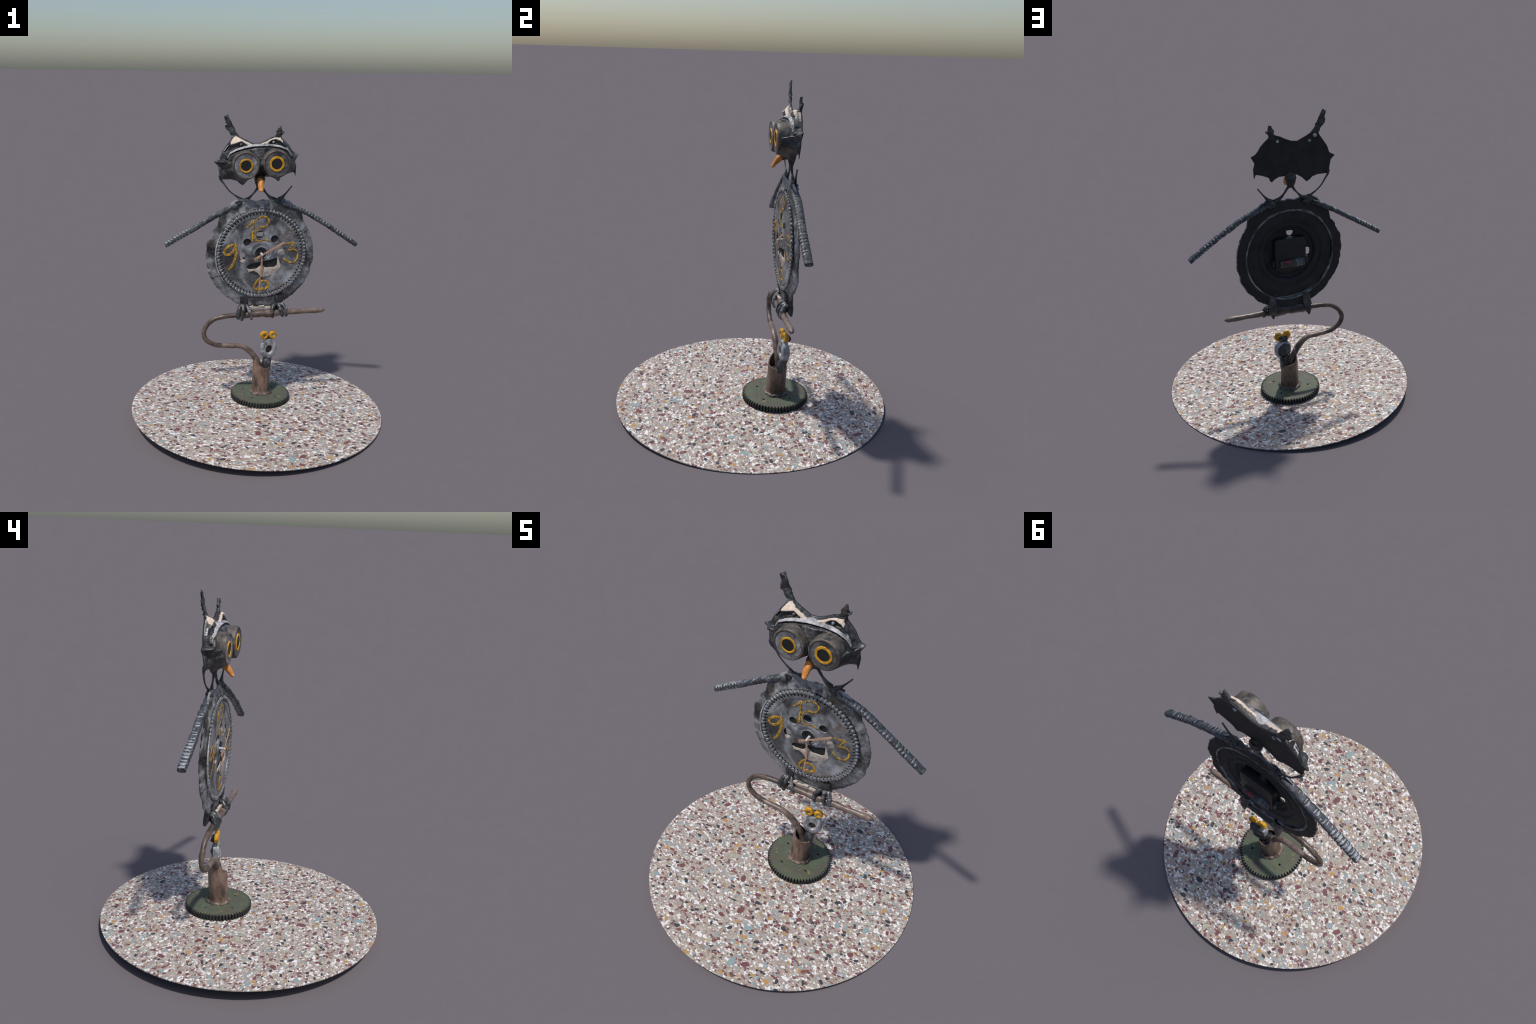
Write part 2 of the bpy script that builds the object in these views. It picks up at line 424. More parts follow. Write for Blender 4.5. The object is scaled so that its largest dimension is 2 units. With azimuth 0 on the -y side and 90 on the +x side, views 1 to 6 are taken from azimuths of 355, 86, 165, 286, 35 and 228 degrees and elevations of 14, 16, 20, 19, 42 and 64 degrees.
# ---- body frame
B = Vector((.034, .157, 1.07)); U = Vector((.9943, .1064, 0)); W = Vector((0, 0, 1)); N = Vector((.1064, -.9943, 0))
def bpt(u, v, n): return B + U*u + W*v + N*n
RC = Vector((.0299, .157-.0004, 1.0562))          # ring centre (off the dial centre)
body = mesh_obj
def wrap(a): return (a+math.pi) % (2*math.pi)-math.pi
def r_out(th):
    c, s = math.cos(th), math.sin(th)
    r = .369 + .010*noise.noise(Vector((c*6, s*6, 3.)))+.006*noise.noise(Vector((c*16, s*16, 1.)))
    r += .047*math.exp(-(wrap(th-math.radians(114))/.22)**2)+.048*math.exp(-(wrap(th-math.radians(64))/.25)**2)
    r += .020*math.exp(-(wrap(th-math.radians(132))/.09)**2)+.024*math.exp(-(wrap(th-math.radians(46))/.10)**2)+.008*math.exp(-(wrap(th-math.radians(90))/.16)**2)
    return r
def rmod(th, r, n):
    c, s = math.cos(th), math.sin(th)
    k = (r-.297)/(.372-.297)
    ro = r_out(th)
    r2 = .297+(ro-.297)*k
    n2 = n + .010*noise.noise(Vector((c*5, s*5, r*20)))*min(1, max(0, k)) + .004*noise.noise(Vector((c*14, s*14, r*50)))
    return r2, n2
prof = [(.299, -.010), (.307, -.014), (.318, -.019), (.332, -.022), (.346, -.024), (.358, -.026), (.368, -.029), (.372, -.032), (.372, -.036), (.368, -.038),
        (.350, -.038), (.330, -.039), (.314, -.042), (.304, -.044), (.298, -.042), (.297, -.030), (.297, -.020)]
v, f = frame_lathe(prof, RC, U, W, N, 260, rmod)
torso = mesh_obj("body_ring", v, f, RIM, owl, True, 60)
# dark ring added behind the hammered rim, its back shade put into the colour
bprof = [(.309, -.0440), (.366, -.0375), (.3665, -.0395), (.345, -.0425), (.322, -.0440)]
v, f = frame_lathe(bprof, RC, U, W, N, 260, rmod)
mesh_obj("added_back_ring", v, f, BACK, torso, True, 60)
# loose bright wire strip round the left of the chain
arc = [bpt(.312*math.cos(a)+.0, .312*math.sin(a)-.004, -.006) for a in np.radians(np.linspace(150, 214, 24))]
tube("rim_strip", [tuple(p) for p in arc], [.002, .005, .006, .005, .002], PALE, torso, segs=8, lump=.002)

# ---- dial sprocket
DT = 76
ol = []
for k in range(DT):
    for q, r in ((-.36, .267), (-.12, .284), (.12, .284), (.36, .267)):
        a = 2*math.pi*(k+q)/DT; ol.append((r*math.cos(a), r*math.sin(a)))
hole = [circle(-.012, .134, .0265), circle(-.100, .085, .0255), circle(.086, .102, .0255), circle(.133, .014, .027),
        circle(-.133, -.014, .0235, 28, .032), circle(-.004, .006, .042, 36)]
cut = [(-.100, -.080), (-.088, -.068), (-.029, -.057), (.049, -.042), (.098, -.030), (.112, -.022), (.122, -.051), (.131, -.091), (.122, -.111), (.087, -.130), (.059, -.149),
       (.020, -.160), (-.004, -.157), (-.024, -.130), (-.056, -.112), (-.088, -.123), (-.100, -.108)]
def seg_dist(P, poly, closed=False):
    A = poly; Bp = np.roll(poly, -1, axis=0) if closed else poly[1:]
    if not closed: A = poly[:-1]
    best = np.full(len(P), 9.); near = np.zeros_like(P)
    for a, b in zip(A, Bp):
        ab = b-a; t = np.clip(((P-a)@ab)/(ab@ab), 0, 1); q = a+t[:, None]*ab
        d = np.linalg.norm(P-q, axis=1); m = d < best
        best[m] = d[m]; near[m] = q[m]
    return best, near
def inside(P, poly):
    r = np.zeros(len(P), bool); x, y = P.T
    j = len(poly)-1
    for i in range(len(poly)):
        (xi, yi), (xj, yj) = poly[i], poly[j]
        c = ((yi > y) != (yj > y)) & (x < (xj-xi)*(y-yi)/(yj-yi+1e-12)+xi); r ^= c; j = i
    return r
DCEN = [(-.012, .134, .0265), (-.100, .085, .0255), (.086, .102, .0255), (.133, .014, .027)]
def dial_n(u, v):
    """Relief of the sprocket face: dents, raised hole lips, sunk hub, falling edge."""
    r = math.hypot(u, v)
    n = -.0015-.006*(r/.26)**2
    n += .0040*noise.noise(Vector((u*11, v*11, .3)))+.0018*noise.noise(Vector((u*30, v*30, 2.)))+.0007*noise.noise(Vector((u*90, v*90, 2.)))
    for cu, cv, cr in DCEN: n += .0025*math.exp(-((math.hypot(u-cu, v-cv)-cr)/.006)**2)
    n -= .006*math.exp(-(max(0, math.hypot(u+.004, v-.006)-.042)/.022)**2)
    n += .0035*math.exp(-((math.hypot(u+.004, v-.006)-.074)/.010)**2)
    n -= .004*math.exp(-((r-.150)/.008)**2)*(.5+noise.noise(Vector((u*5, v*5, 8.))))
    return n
outer = circle(0, 0, .257, 120)
step = .0036
xs_ = np.arange(-.2592, .2593, step); nx_ = len(xs_)
gx, gy = np.meshgrid(xs_, xs_, indexing='ij'); PP = np.c_[gx.ravel(), gy.ravel()]
loops = [np.array(l) for l in [outer]+hole+[cut]]
cc = np.c_[(gx[:-1, :-1]+step/2).ravel(), (gy[:-1, :-1]+step/2).ravel()]
on = inside(cc, loops[0])
for l in loops[1:]: on &= ~inside(cc, l)
on = on.reshape(nx_-1, nx_-1)
cells_ = [(i, j) for i in range(nx_-1) for j in range(nx_-1) if on[i, j]]
quad = [(i*nx_+j, (i+1)*nx_+j, (i+1)*nx_+j+1, i*nx_+j+1) for i, j in cells_]
ct = np.zeros(nx_*nx_, int)
for q in quad:
    for k in q: ct[k] += 1
best = np.full(len(PP), 9.); nearp = PP.copy()
for l in loops:
    d, nr = seg_dist(PP, l, True); m = d < best; best[m] = d[m]; nearp[m] = nr[m]
ragged = np.array([noise.noise(Vector((p[0]*70, p[1]*70, 4.))) for p in PP])
PP = np.where(((ct > 0) & (ct < 4))[:, None], nearp, PP)
ids = np.nonzero(ct)[0]; mp_ = {k: n for n, k in enumerate(ids)}
dv = [bpt(PP[k][0], PP[k][1], dial_n(*PP[k])) for k in ids]
df = [tuple(mp_[k] for k in q) for q in quad]
ec = {}
for q in df:
    for a_, b_ in zip(q, q[1:]+q[:1]): ec.setdefault((min(a_, b_), max(a_, b_)), []).append((a_, b_))
rim_e = [e[0] for e in ec.values() if len(e) == 1]
low_of = {}
for a_, b_ in rim_e:
    for k in (a_, b_):
        if k not in low_of:
            low_of[k] = len(dv); p = PP[ids[k]]; dv.append(bpt(p[0], p[1], -.0115))
df += [(a_, b_, low_of[b_], low_of[a_]) for a_, b_ in rim_e]
dial = mesh_obj("dial", dv, df, STEEL, torso, True, 55)
v, f = plate2d([ol, circle(0, 0, .250, 96)], .005, .001)
mesh_obj("sprocket_teeth", [bpt(p[0], p[1], p[2]-.0095) for p in v], f, STEEL, dial, True, 30)
# pressed rings on the dial
def dial_ring(name, r, t, n, mat, cu=0., cv=0., h=None):
    prof = [(r+t*math.cos(a), n+(h or t)*math.sin(a)) for a in np.linspace(0, 2*math.pi, 9)[:-1]]
    v, f = frame_lathe(prof, bpt(cu, cv, 0), U, W, N, 96)
    return mesh_obj(name, v, f, mat, dial)
dial_ring("hub_ring", .043, .004, -.009, STEEL, -.004, .006)
dial_ring("hub_ring", .031, .006, -.016, BLACK, -.004, .006)
# sheet added behind the dial with back shade in its colour, open where light shows through
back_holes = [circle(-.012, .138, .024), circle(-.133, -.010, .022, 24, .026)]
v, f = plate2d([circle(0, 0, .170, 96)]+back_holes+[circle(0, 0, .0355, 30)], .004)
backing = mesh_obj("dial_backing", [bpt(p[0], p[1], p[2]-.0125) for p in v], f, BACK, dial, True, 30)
def dish(th, r, n):
    c, s_ = math.cos(th), math.sin(th)
    return r, n+.003*noise.noise(Vector((c*6, s_*6, r*30)))
v, f = frame_lathe([(.150, -.014), (.168, -.016), (.176, -.030), (.184, -.037), (.205, -.039), (.210, -.034), (.222, -.034), (.228, -.040), (.262, -.041), (.268, -.037), (.290, -.037), (.2965, -.034), (.2965, -.022), (.150, -.019)], bpt(0, 0, 0), U, W, N, 120, dish)
mesh_obj("back_dish", v, f, BACK, backing, True, 40)
# pale membranes left by the scan, closing the openings
v, f = plate2d([[(-.100, -.096), (-.08, -.105), (-.033, -.101), (-.013, -.082), (.006, -.078), (.027, -.095), (.09, -.094), (.108, -.078), (.109, -.022), (.121, -.051), (.131, -.091),
                 (.122, -.111), (.087, -.130), (.059, -.149), (.02, -.160), (-.004, -.157), (-.024, -.130), (-.056, -.112), (-.088, -.125)]], .003, .001)
mesh_obj("scan_membrane", [bpt(p[0], p[1], p[2]-.0060+.004*noise.noise(Vector((p[0]*40, p[1]*40, 0)))) for p in v], f, SCANFILL, dial, True, 40)
v, f = plate2d([circle(.133, .014, .0265)], .003)
mesh_obj("scan_membrane", [bpt(p[0], p[1], p[2]-.0085) for p in v], f, SCANFILL, dial, True, 40)
v, f = plate2d([circle(-.128, -.042, .016, 14, .010)], .004, .001)
mesh_obj("scan_membrane", [bpt(p[0], p[1], p[2]-.004+.003*noise.noise(Vector((p[0]*90, p[1]*90, 4)))) for p in v], f, SCANFILL, dial, True, 40)

# ---- chain round the sprocket
chain = [(.240, -.0125), (.283, -.0125), (.309, -.0125), (.309, -.022), (.240, -.022)]
v, f = frame_lathe(chain, bpt(0, .001, 0), U, W, N, 180)
chain_o = mesh_obj("sprocket_chain", v, f, BLACK, torso, True, 40)
def blob(sx, sy, sz, seed, segs=10, rings=7, power=2.6, lump=.12):
    vs, fs = [], []
    for i in range(rings+1):
        ph = math.pi*i/rings
        for k in range(segs):
            th = 2*math.pi*k/segs
            d = Vector((math.sin(ph)*math.cos(th), math.sin(ph)*math.sin(th), math.cos(ph)))
            q = (abs(d.x)**power+abs(d.y)**power+abs(d.z)**power)**(-1/power)
            d *= q*(1+lump*noise.noise(d*2.2+Vector((seed, 0, 0))))
            vs.append((d.x*sx, d.y*sy, d.z*sz))
    for i in range(rings):
        for k in range(segs):
            k2 = (k+1) % segs; fs.append((i*segs+k, i*segs+k2, (i+1)*segs+k2, (i+1)*segs+k))
    return vs, fs
links = [None]*4
FM = Matrix((U, N, W)).transposed()      # local x=U, y=N, z=W
for k in range(DT):
    a = 2*math.pi*(k+.5)/DT; i = k % 4
    wob = .0015*noise.noise(Vector((k*1.7, 0, 0)))
    mat4 = Matrix.Translation(bpt((.2945+wob)*math.cos(a), (.2945+wob)*math.sin(a)+.001, -.009+.004*noise.noise(Vector((k*.31, 5, 0))))) @ FM.to_4x4() @ Matrix.Rotation(-a, 4, 'Y')
    if links[i] is None:
        v, f = blob(.0130, .0085, .0118, i*3.1, lump=.55)
        links[i] = mesh_obj("chain_link", v, f, CHAIN, chain_o)
        links[i].matrix_basis = mat4
    else: copy_of(links[i], chain_o, mat4)

# ---- painted numerals
NUM = dict(
 one=[(-.104, .183), (-.079, .205), (-.056, .235), (-.058, .193), (-.061, .142), (-.063, .087)],
 two=[(-.037, .227), (-.025, .244), (0, .255), (.025, .254), (.045, .238), (.049, .217), (.038, .198), (.014, .188), (-.017, .182), (-.036, .167), (-.045, .141), (-.044, .106), (-.027, .090), (0, .093), (.027, .098), (.052, .088)],
 nine=[(-.167, .073), (-.202, .068), (-.236, .050), (-.254, .023), (-.244, .005), (-.217, .004), (-.196, .025), (-.169, .070), (-.171, .032), (-.178, -.016), (-.194, -.063), (-.225, -.107)],
 three=[(.156, .068), (.190, .071), (.224, .070), (.203, .042), (.183, .018), (.211, .024), (.241, .017), (.250, -.011), (.243, -.047), (.217, -.069), (.185, -.061), (.165, -.048), (.153, -.034)],
 six=[(-.010, -.168), (-.034, -.194), (-.047, -.222), (-.039, -.243), (-.007, -.243), (.033, -.243), (.052, -.218), (.040, -.195), (.012, -.190), (-.020, -.194)])
corner = {"one": [2], "three": [2, 4], "nine": [7]}
numerals = {}
for k, pts in NUM.items():
    w = .0066 if k in ("one", "two", "three") else .0092
    cs = [0]+corner.get(k, [])+[len(pts)-1]
    parts = []
    for a, b in zip(cs[:-1], cs[1:]):
        seg = pts[a:b+1]
        pth = catmull([(p[0], p[1], 0) for p in seg], 6)
        pth = [tuple(bpt(p[0]+.0012*noise.noise(Vector((i*.9, a, 1))), p[1]+.0012*noise.noise(Vector((i*.9, a, 7))), dial_n(p[0], p[1])+.0006)) for i, p in enumerate(pth)]
        parts.append(tube_data(pth, [w*.8]+[w]*4+[w*.8], [.0014], N, 10))
    v, f = merge(parts)
    numerals[k] = (v, f)
v, f = merge([numerals["one"], numerals["two"]])
mesh_obj("numeral", v, f, CHALK, dial)
for k in ("three", "six", "nine"): mesh_obj("numeral", *numerals[k], CHALK, dial)

# ---- clockwork
def box_tube(name, pts, ra, rb, mat, parent, up, power=6., segs=24, lump=0., seed=0., lscale=30.):
    return tube(name, pts, ra, mat, parent, rb, up, segs, power, lump, lscale, seed)
mot = box_tube("clock_motor", [tuple(bpt(.004, .006, n)) for n in (-.0155, -.018, -.050, -.066, -.068)], [.108, .108, .108, .106, .100], [.104, .106, .106, .104, .098], PLASTIC, torso, W, 12., 48)
bat = tube("battery", [tuple(bpt(u, -.058, -.066)) for u in (.086, .084, .030, -.040, -.086, -.088)], [.024, .027, .027, .027, .027, .024], BLACK, mot, segs=24)
tube("battery_sleeve", [tuple(bpt(u, -.058, -.066)) for u in np.linspace(-.010, -.078, 12)], .0276, BATT, bat, segs=24)
for i in range(7):
    u = -.030-.0065*i
    tube("sleeve_line", [tuple(bpt(u+d, -.058, -.066)) for d in (-.001, .001)], .0281, NUT, bat, segs=24)
tube("battery_label", [tuple(bpt(u, -.058+.0178, -.066-.0205)) for u in np.linspace(.062, .004, 6)], [.009], RED, bat, [.0012], tuple((W*.62-N*.78)), segs=10, power=6.)
for s in (-1, 1):
    box_tube("motor_clip", [tuple(bpt(.004+s*.116, -.050+d, -.045)) for d in (-.02, -.01, .01, .02)], .007, .018, BLACK, mot, N, 5., 12)

# ---- hands
pin = tube("hand_pin", [tuple(bpt(0, .0, n)) for n in (-.05, 0, .019, .023, .025)], [.010, .009, .007, .0065, .003], SILVER, dial, segs=16)
tube("minute_hand", [tuple(bpt(a, b, c)) for a, b, c in ((-.052, -.034, .012), (-.030, -.021, .014), (0, -.001, .017), (.05, .024, .017), (.10, .051, .015), (.150, .080, .014))], [.0095, .0100, .0065, .0075, .0082, .0078], COPPER, pin, [.0022], N, 10, 4., .0012, 40.)
tube("hour_hand", [tuple(bpt(a, b, c)) for a, b, c in ((0, .006, .014), (-.001, -.03, .012), (-.002, -.08, .007), (-.003, -.125, .003), (-.003, -.158, .0005))], [.0085, .0062, .0068, .0072, .0055], COPPER, pin, [.002], N, 10, 4., .001, 40.)
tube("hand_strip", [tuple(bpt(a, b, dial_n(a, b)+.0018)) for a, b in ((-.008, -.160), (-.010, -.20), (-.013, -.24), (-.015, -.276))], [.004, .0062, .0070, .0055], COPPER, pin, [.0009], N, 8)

# ---- arms made of chain
def arm(pts, steps, wide, deep, seed):
    pth = catmull(pts, 16)
    d = np.r_[0, np.cumsum(np.linalg.norm(np.diff(pth, axis=0), axis=1))]
    L = d[-1]
    core = tube("arm", pth, wide*.97, ARMCORE, owl, deep*.97, N, 20, 3.2, .004, 40., seed)
    n = int(L/.0225); src = None; srcs = []
    for k in range(n):
        s = (k+.5)*L/n
        p = Vector([np.interp(s, d, pth[:, j]) for j in range(3)])
        q = Vector([np.interp(min(L, s+.01), d, pth[:, j]) for j in range(3)])-Vector([np.interp(max(0, s-.01), d, pth[:, j]) for j in range(3)])
        t = q.normalized(); b = (N-t*N.dot(t)).normalized(); a = t.cross(b)
        M = Matrix((t, b, a)).transposed().to_4x4()
        e = np.interp(s/L, np.linspace(0, 1, len(steps)), steps)
        mat4 = Matrix.Translation(p) @ M @ Matrix.Rotation(.12*noise.noise(Vector((k*1.3, seed, 0))), 4, 'X') @ Matrix.Diagonal((1, e, e*(1+.1*noise.noise(Vector((k*.8, seed, 3)))), 1))
        if len(srcs) < 3:
            v, f = blob(.0118, deep, wide, seed+k, 16, 11, 3.6, .16)
            o = mesh_obj("arm_link", v, f, ARMLINK, core); o.matrix_basis = mat4; srcs.append(o)
        else: copy_of(srcs[k % 3], core, mat4)
    return core
arm([(-.608, .147, 1.139), (-.50, .153, 1.203), (-.391, .161, 1.264), (-.26, .172, 1.340), (-.13, .180, 1.402)], [1.0, 1.08, .92, .9, .88], .0162, .0235, 1.)
arm([(.694, .250, 1.111), (.60, .240, 1.175), (.494, .230, 1.246), (.40, .226, 1.304), (.309, .220, 1.355), (.17, .206, 1.410)], [.95, 1.02, .97, .97, .95, .9], .0162, .0235, 9.)

# ---- shoulders: welded lumps
for (x, y, z), s in (((-.105, .184, 1.416), 2.), ((.155, .212, 1.414), 5.)):
    v, f = blob(.042, .020, .026, s, 24, 16, 2.2, .6)
    mesh_obj("shoulder_weld", [Vector((x, y, z))+U*p[0]+N*p[1]+W*p[2] for p in v], f, MASK, torso)

# ---- neck wires
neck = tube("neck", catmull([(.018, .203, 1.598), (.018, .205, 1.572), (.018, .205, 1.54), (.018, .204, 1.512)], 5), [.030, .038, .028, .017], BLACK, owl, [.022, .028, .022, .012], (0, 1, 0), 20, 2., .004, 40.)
tube("neck_strut", catmull([(.012, .204, 1.525), (-.008, .200, 1.494), (-.032, .196, 1.467), (-.055, .192, 1.446), (-.085, .188, 1.430)], 5), [.012, .0075, .006, .009, .016], BLACK, neck, segs=10, lump=.002)
tube("neck_strut", catmull([(.026, .205, 1.525), (.046, .205, 1.500), (.066, .207, 1.472), (.090, .209, 1.449), (.125, .210, 1.432)], 5), [.012, .0075, .006, .010, .016], BLACK, neck, segs=10, lump=.002)
tube("cheek_wire", catmull([(-.246, .167, 1.60), (-.240, .172, 1.572), (-.217, .180, 1.541), (-.191, .184, 1.504), (-.157, .187, 1.473), (-.118, .188, 1.447), (-.10, .186, 1.43)], 5), [.010, .008, .0055, .0045, .0045, .008, .014], BLACK, owl, segs=10)
tube("cheek_wire", catmull([(.150, .211, 1.432), (.172, .214, 1.448), (.192, .216, 1.470), (.212, .217, 1.494), (.236, .218, 1.524)], 5), [.018, .012, .006, .0045, .005], BLACK, owl, segs=10)

# ---- beak
beak = tube("beak", catmull([(.014, .172, 1.585), (.016, .152, 1.571), (.018, .130, 1.553), (.019, .108, 1.528), (.020, .096, 1.509), (.0202, .092, 1.502)], 6), [.016, .022, .021, .0185, .013, .004], ORANGE, owl, [.012, .020, .019, .014, .010, .003], (0, 0, 1), 20, 2., .002)
tube("beak_root", catmull([(.016, .215, 1.585), (.016, .185, 1.580), (.016, .160, 1.572), (.017, .143, 1.560)], 5), [.034, .034, .028, .0215], RUSTBROWN, beak, [.024, .028, .025, .0195], (0, 0, 1), 20, 2., .004)

# ------------------------------------------------------------------ head
def plate_y(x, z): return .207 + .112*x + .10*(z-1.72)
OUT = np.array([(.160, 1.850), (.164, 1.838), (.187, 1.818), (.214, 1.791), (.233, 1.760), (.250, 1.742), (.277, 1.731), (.264, 1.707), (.253, 1.687), (.262, 1.654), (.260, 1.619), (.257, 1.588),
 (.246, 1.616), (.211, 1.608), (.168, 1.591), (.155, 1.580), (.153, 1.566), (.140, 1.555), (.121, 1.572), (.093, 1.586), (.061, 1.586), (.037, 1.593), (.013, 1.596), (-.027, 1.588), (-.060, 1.568),
 (-.095, 1.534), (-.114, 1.544), (-.134, 1.563), (-.171, 1.574), (-.233, 1.574), (-.246, 1.576), (-.251, 1.607), (-.259, 1.662), (-.286, 1.690), (-.260, 1.703), (-.247, 1.712), (-.231, 1.754),
 (-.205, 1.791), (-.180, 1.824), (-.163, 1.852), (-.138, 1.861), (-.087, 1.833), (-.028, 1.806), (.012, 1.809), (.053, 1.825), (.083, 1.841), (.117, 1.852)])
EYES = [(-.080, .085, 1.673, .090), (.120, .101, 1.683, .090)]
BROW = np.array([(-.199, 1.712), (-.181, 1.742), (-.145, 1.762), (-.088, 1.779), (-.015, 1.791), (.069, 1.793), (.143, 1.785), (.196, 1.764), (.228, 1.718)])
UPPER = np.array([(-.221, 1.761), (-.195, 1.796), (-.149, 1.808), (-.107, 1.821), (-.087, 1.811), (-.066, 1.799), (-.024, 1.799), (.065, 1.809), (.091, 1.828), (.118, 1.835), (.150, 1.824), (.187, 1.793), (.214, 1.757)])
RIDGE = [np.array([(-.286, 1.690), (-.22, 1.682), (-.165, 1.690)]), np.array([(.277, 1.731), (.24, 1.708), (.205, 1.700)])]
STEP = .0021
xs = np.arange(-.292, .2841, STEP); zs = np.arange(1.528, 1.8681, STEP)
GX, GZ = np.meshgrid(xs, zs, indexing='ij'); nx, nz = GX.shape
P = np.c_[GX.ravel(), GZ.ravel()]
Cc = np.c_[(GX[:-1, :-1]+STEP/2).ravel(), (GZ[:-1, :-1]+STEP/2).ravel()]
cin = inside(Cc, OUT); cd, _ = seg_dist(Cc, OUT, True)
cell_on = (cin | (cd < .0009)).reshape(nx-1, nz-1)
cells = [(i, j) for i in range(nx-1) for j in range(nz-1) if cell_on[i, j]]
vid = lambda i, j: i*nz+j
cnt = np.zeros(nx*nz, int)
for i, j in cells:
    for q in (vid(i, j), vid(i+1, j), vid(i+1, j+1), vid(i, j+1)): cnt[q] += 1
dist, near = seg_dist(P, OUT, True)
bd = (cnt > 0) & (cnt < 4)
P2 = P.copy(); P2[bd] = near[bd]
# slide grid points onto the colour borders so that the pieces meet in clean lines
full_in = cnt == 4
vec = P2-near; ln = np.linalg.norm(vec, axis=1)
m_ = full_in & (np.abs(ln-.008) < .5*STEP) & (P2[:, 1] > 1.80)
P2[m_] = near[m_]+vec[m_]/ln[m_, None]*.008
for curve, off in ((UPPER, -.001), (BROW, .0115), (BROW, -.0055), (UPPER, -.0055)):
    cz_ = np.interp(P2[:, 0], curve[:, 0], curve[:, 1])+off
    m_ = full_in & (np.abs(P2[:, 1]-cz_) < .5*STEP) & (P2[:, 0] > curve[0, 0]) & (P2[:, 0] < curve[-1, 0])
    P2[m_, 1] = cz_[m_]
dist, near = seg_dist(P2, OUT, True)
db = np.where(inside(P2, OUT), dist, 0.); db[bd] = 0
x, z = P2.T
def smooth(a, b, t): t = np.clip((t-a)/(b-a), 0, 1); return t*t*(3-2*t)
de = np.minimum(*[np.hypot(x-e[0], z-e[2])-e[3] for e in EYES])
de = np.maximum(de, 0)
py = plate_y(x, z)
edep = np.where(x < .02, plate_y(-.08, 1.673)-.085, plate_y(.12, 1.683)-.101)-.016
# skirt below the side ridges
low = edep*np.power(np.clip(db/(db+de+1e-6), 0, 1), 1.15)
rb_d, rg = np.full(len(x), 9.), np.zeros(len(x))
for R in RIDGE:
    d, nr = seg_dist(P2, R)
    L = np.abs(R[-1, 0]-R[0, 0]); tt = np.abs(nr[:, 0]-R[0, 0])/L
    rg = np.maximum(rg, (.004+.066*tt)*np.exp(-(d/.010)**2)); rb_d = np.minimum(rb_d, d)
ridge_z = np.interp(x, [-.286, -.22, -.165, -.08, .02, .12, .205, .24, .277], [1.690, 1.682, 1.690, 1.70, 1.705, 1.70, 1.700, 1.708, 1.731])
below = smooth(.006, -.006, z-ridge_z)
# valley between the eyes
val = np.exp(-((x-.02)/.03)**2)
low = low*(1-.15*val*smooth(1.60, 1.66, z))
# forehead
base = .004+.024*smooth(0, .028, db)
bd_, _ = seg_dist(P2, BROW)
bz = np.interp(x, BROW[:, 0], BROW[:, 1]); uz = np.interp(x, UPPER[:, 0], UPPER[:, 1])
wup = np.where(z > bz, .020, .0075)
endf = smooth(-.205, -.15, x)*smooth(.235, .19, x)
brow_h = (.044+.014*endf)*np.exp(-(bd_/wup)**2)
ud_, _ = seg_dist(P2, UPPER)
upper_h = .040*np.exp(-(ud_/np.where(z > uz, .030, .008))**2)*smooth(0, .012, db)
base = np.where(z < bz, base+(.030+.020*np.exp(-((x-.02)/.05)**2))*smooth(0, .03, db)*smooth(.004, .014, bz-z), base)
fore = np.maximum(np.maximum(base, brow_h*smooth(0, .012, db)), upper_h)
for bx, bz_ in ((-.109, 1.801), (.105, 1.814)):
    fore = np.where(z < uz, fore-.010*np.exp(-((x-bx)**2+(z-bz_)**2)/.018**2), fore)
dep = low*below + fore*(1-below)
dep = np.maximum(dep, rg*smooth(-.001, .006, db+.004))
ns = np.array([noise.noise(Vector((a*40, b*40, 2.)))*.6+noise.noise(Vector((a*110, b*110, 5.)))*.4 for a, b in zip(x, z)])
dep = dep + .0028*ns*smooth(0, .012, db)
dep = np.maximum(dep, .002)
front = np.c_[x, py-dep, z]
backv = np.c_[x, py+.002-.005*smooth(0, .05, db), z]
used = np.nonzero(cnt)[0]; remap = -np.ones(nx*nz, int); remap[used] = np.arange(len(used)); nu = len(used)
region = {"face_mask": [], "forehead_band": [], "brow": []}
edge_cnt = {}
for i, j in cells:
    q = [vid(i, j), vid(i+1, j), vid(i+1, j+1), vid(i, j+1)]
    f = tuple(remap[k] for k in q)
    cx, cz = P2[q].mean(0)
    u_ = np.interp(cx, UPPER[:, 0], UPPER[:, 1]); b_ = np.interp(cx, BROW[:, 0], BROW[:, 1]); dbm = db[q].min()
    if cz > u_-.001 and db[q].mean() > .008 and -.176 < cx < .165: nm = "forehead_band"
    elif -.0055 < cz-b_ < .0115 and -.197 < cx < .222: nm = "brow"
    elif -.0055 < cz-u_ <= -.001 and -.222 < cx < .214: nm = "brow"  # highlight edge of the upper ridge painted pale
    else: nm = "face_mask"
    region[nm].append(f)
    for a, b in zip(f, f[1:]+f[:1]):
        edge_cnt.setdefault((min(a, b), max(a, b)), []).append((a, b))
allv = np.vstack([front[used], backv[used]])
border = [e[0] for e in edge_cnt.values() if len(e) == 1]
full = bpy.data.meshes.new("whole_head")
ff = [f for r in region.values() for f in r]
full.from_pydata(allv[:nu].tolist(), [], ff); full.update()
vn = np.zeros(nu*3); full.vertices.foreach_get("normal", vn); vn = vn.reshape(-1, 3)
if vn[:, 1].mean() > 0:
    vn = -vn; region = {k: [f[::-1] for f in r] for k, r in region.items()}
bpy.data.meshes.remove(full)
mats = {"face_mask": MASK, "forehead_band": BEIGE, "brow": PALE}
head = None
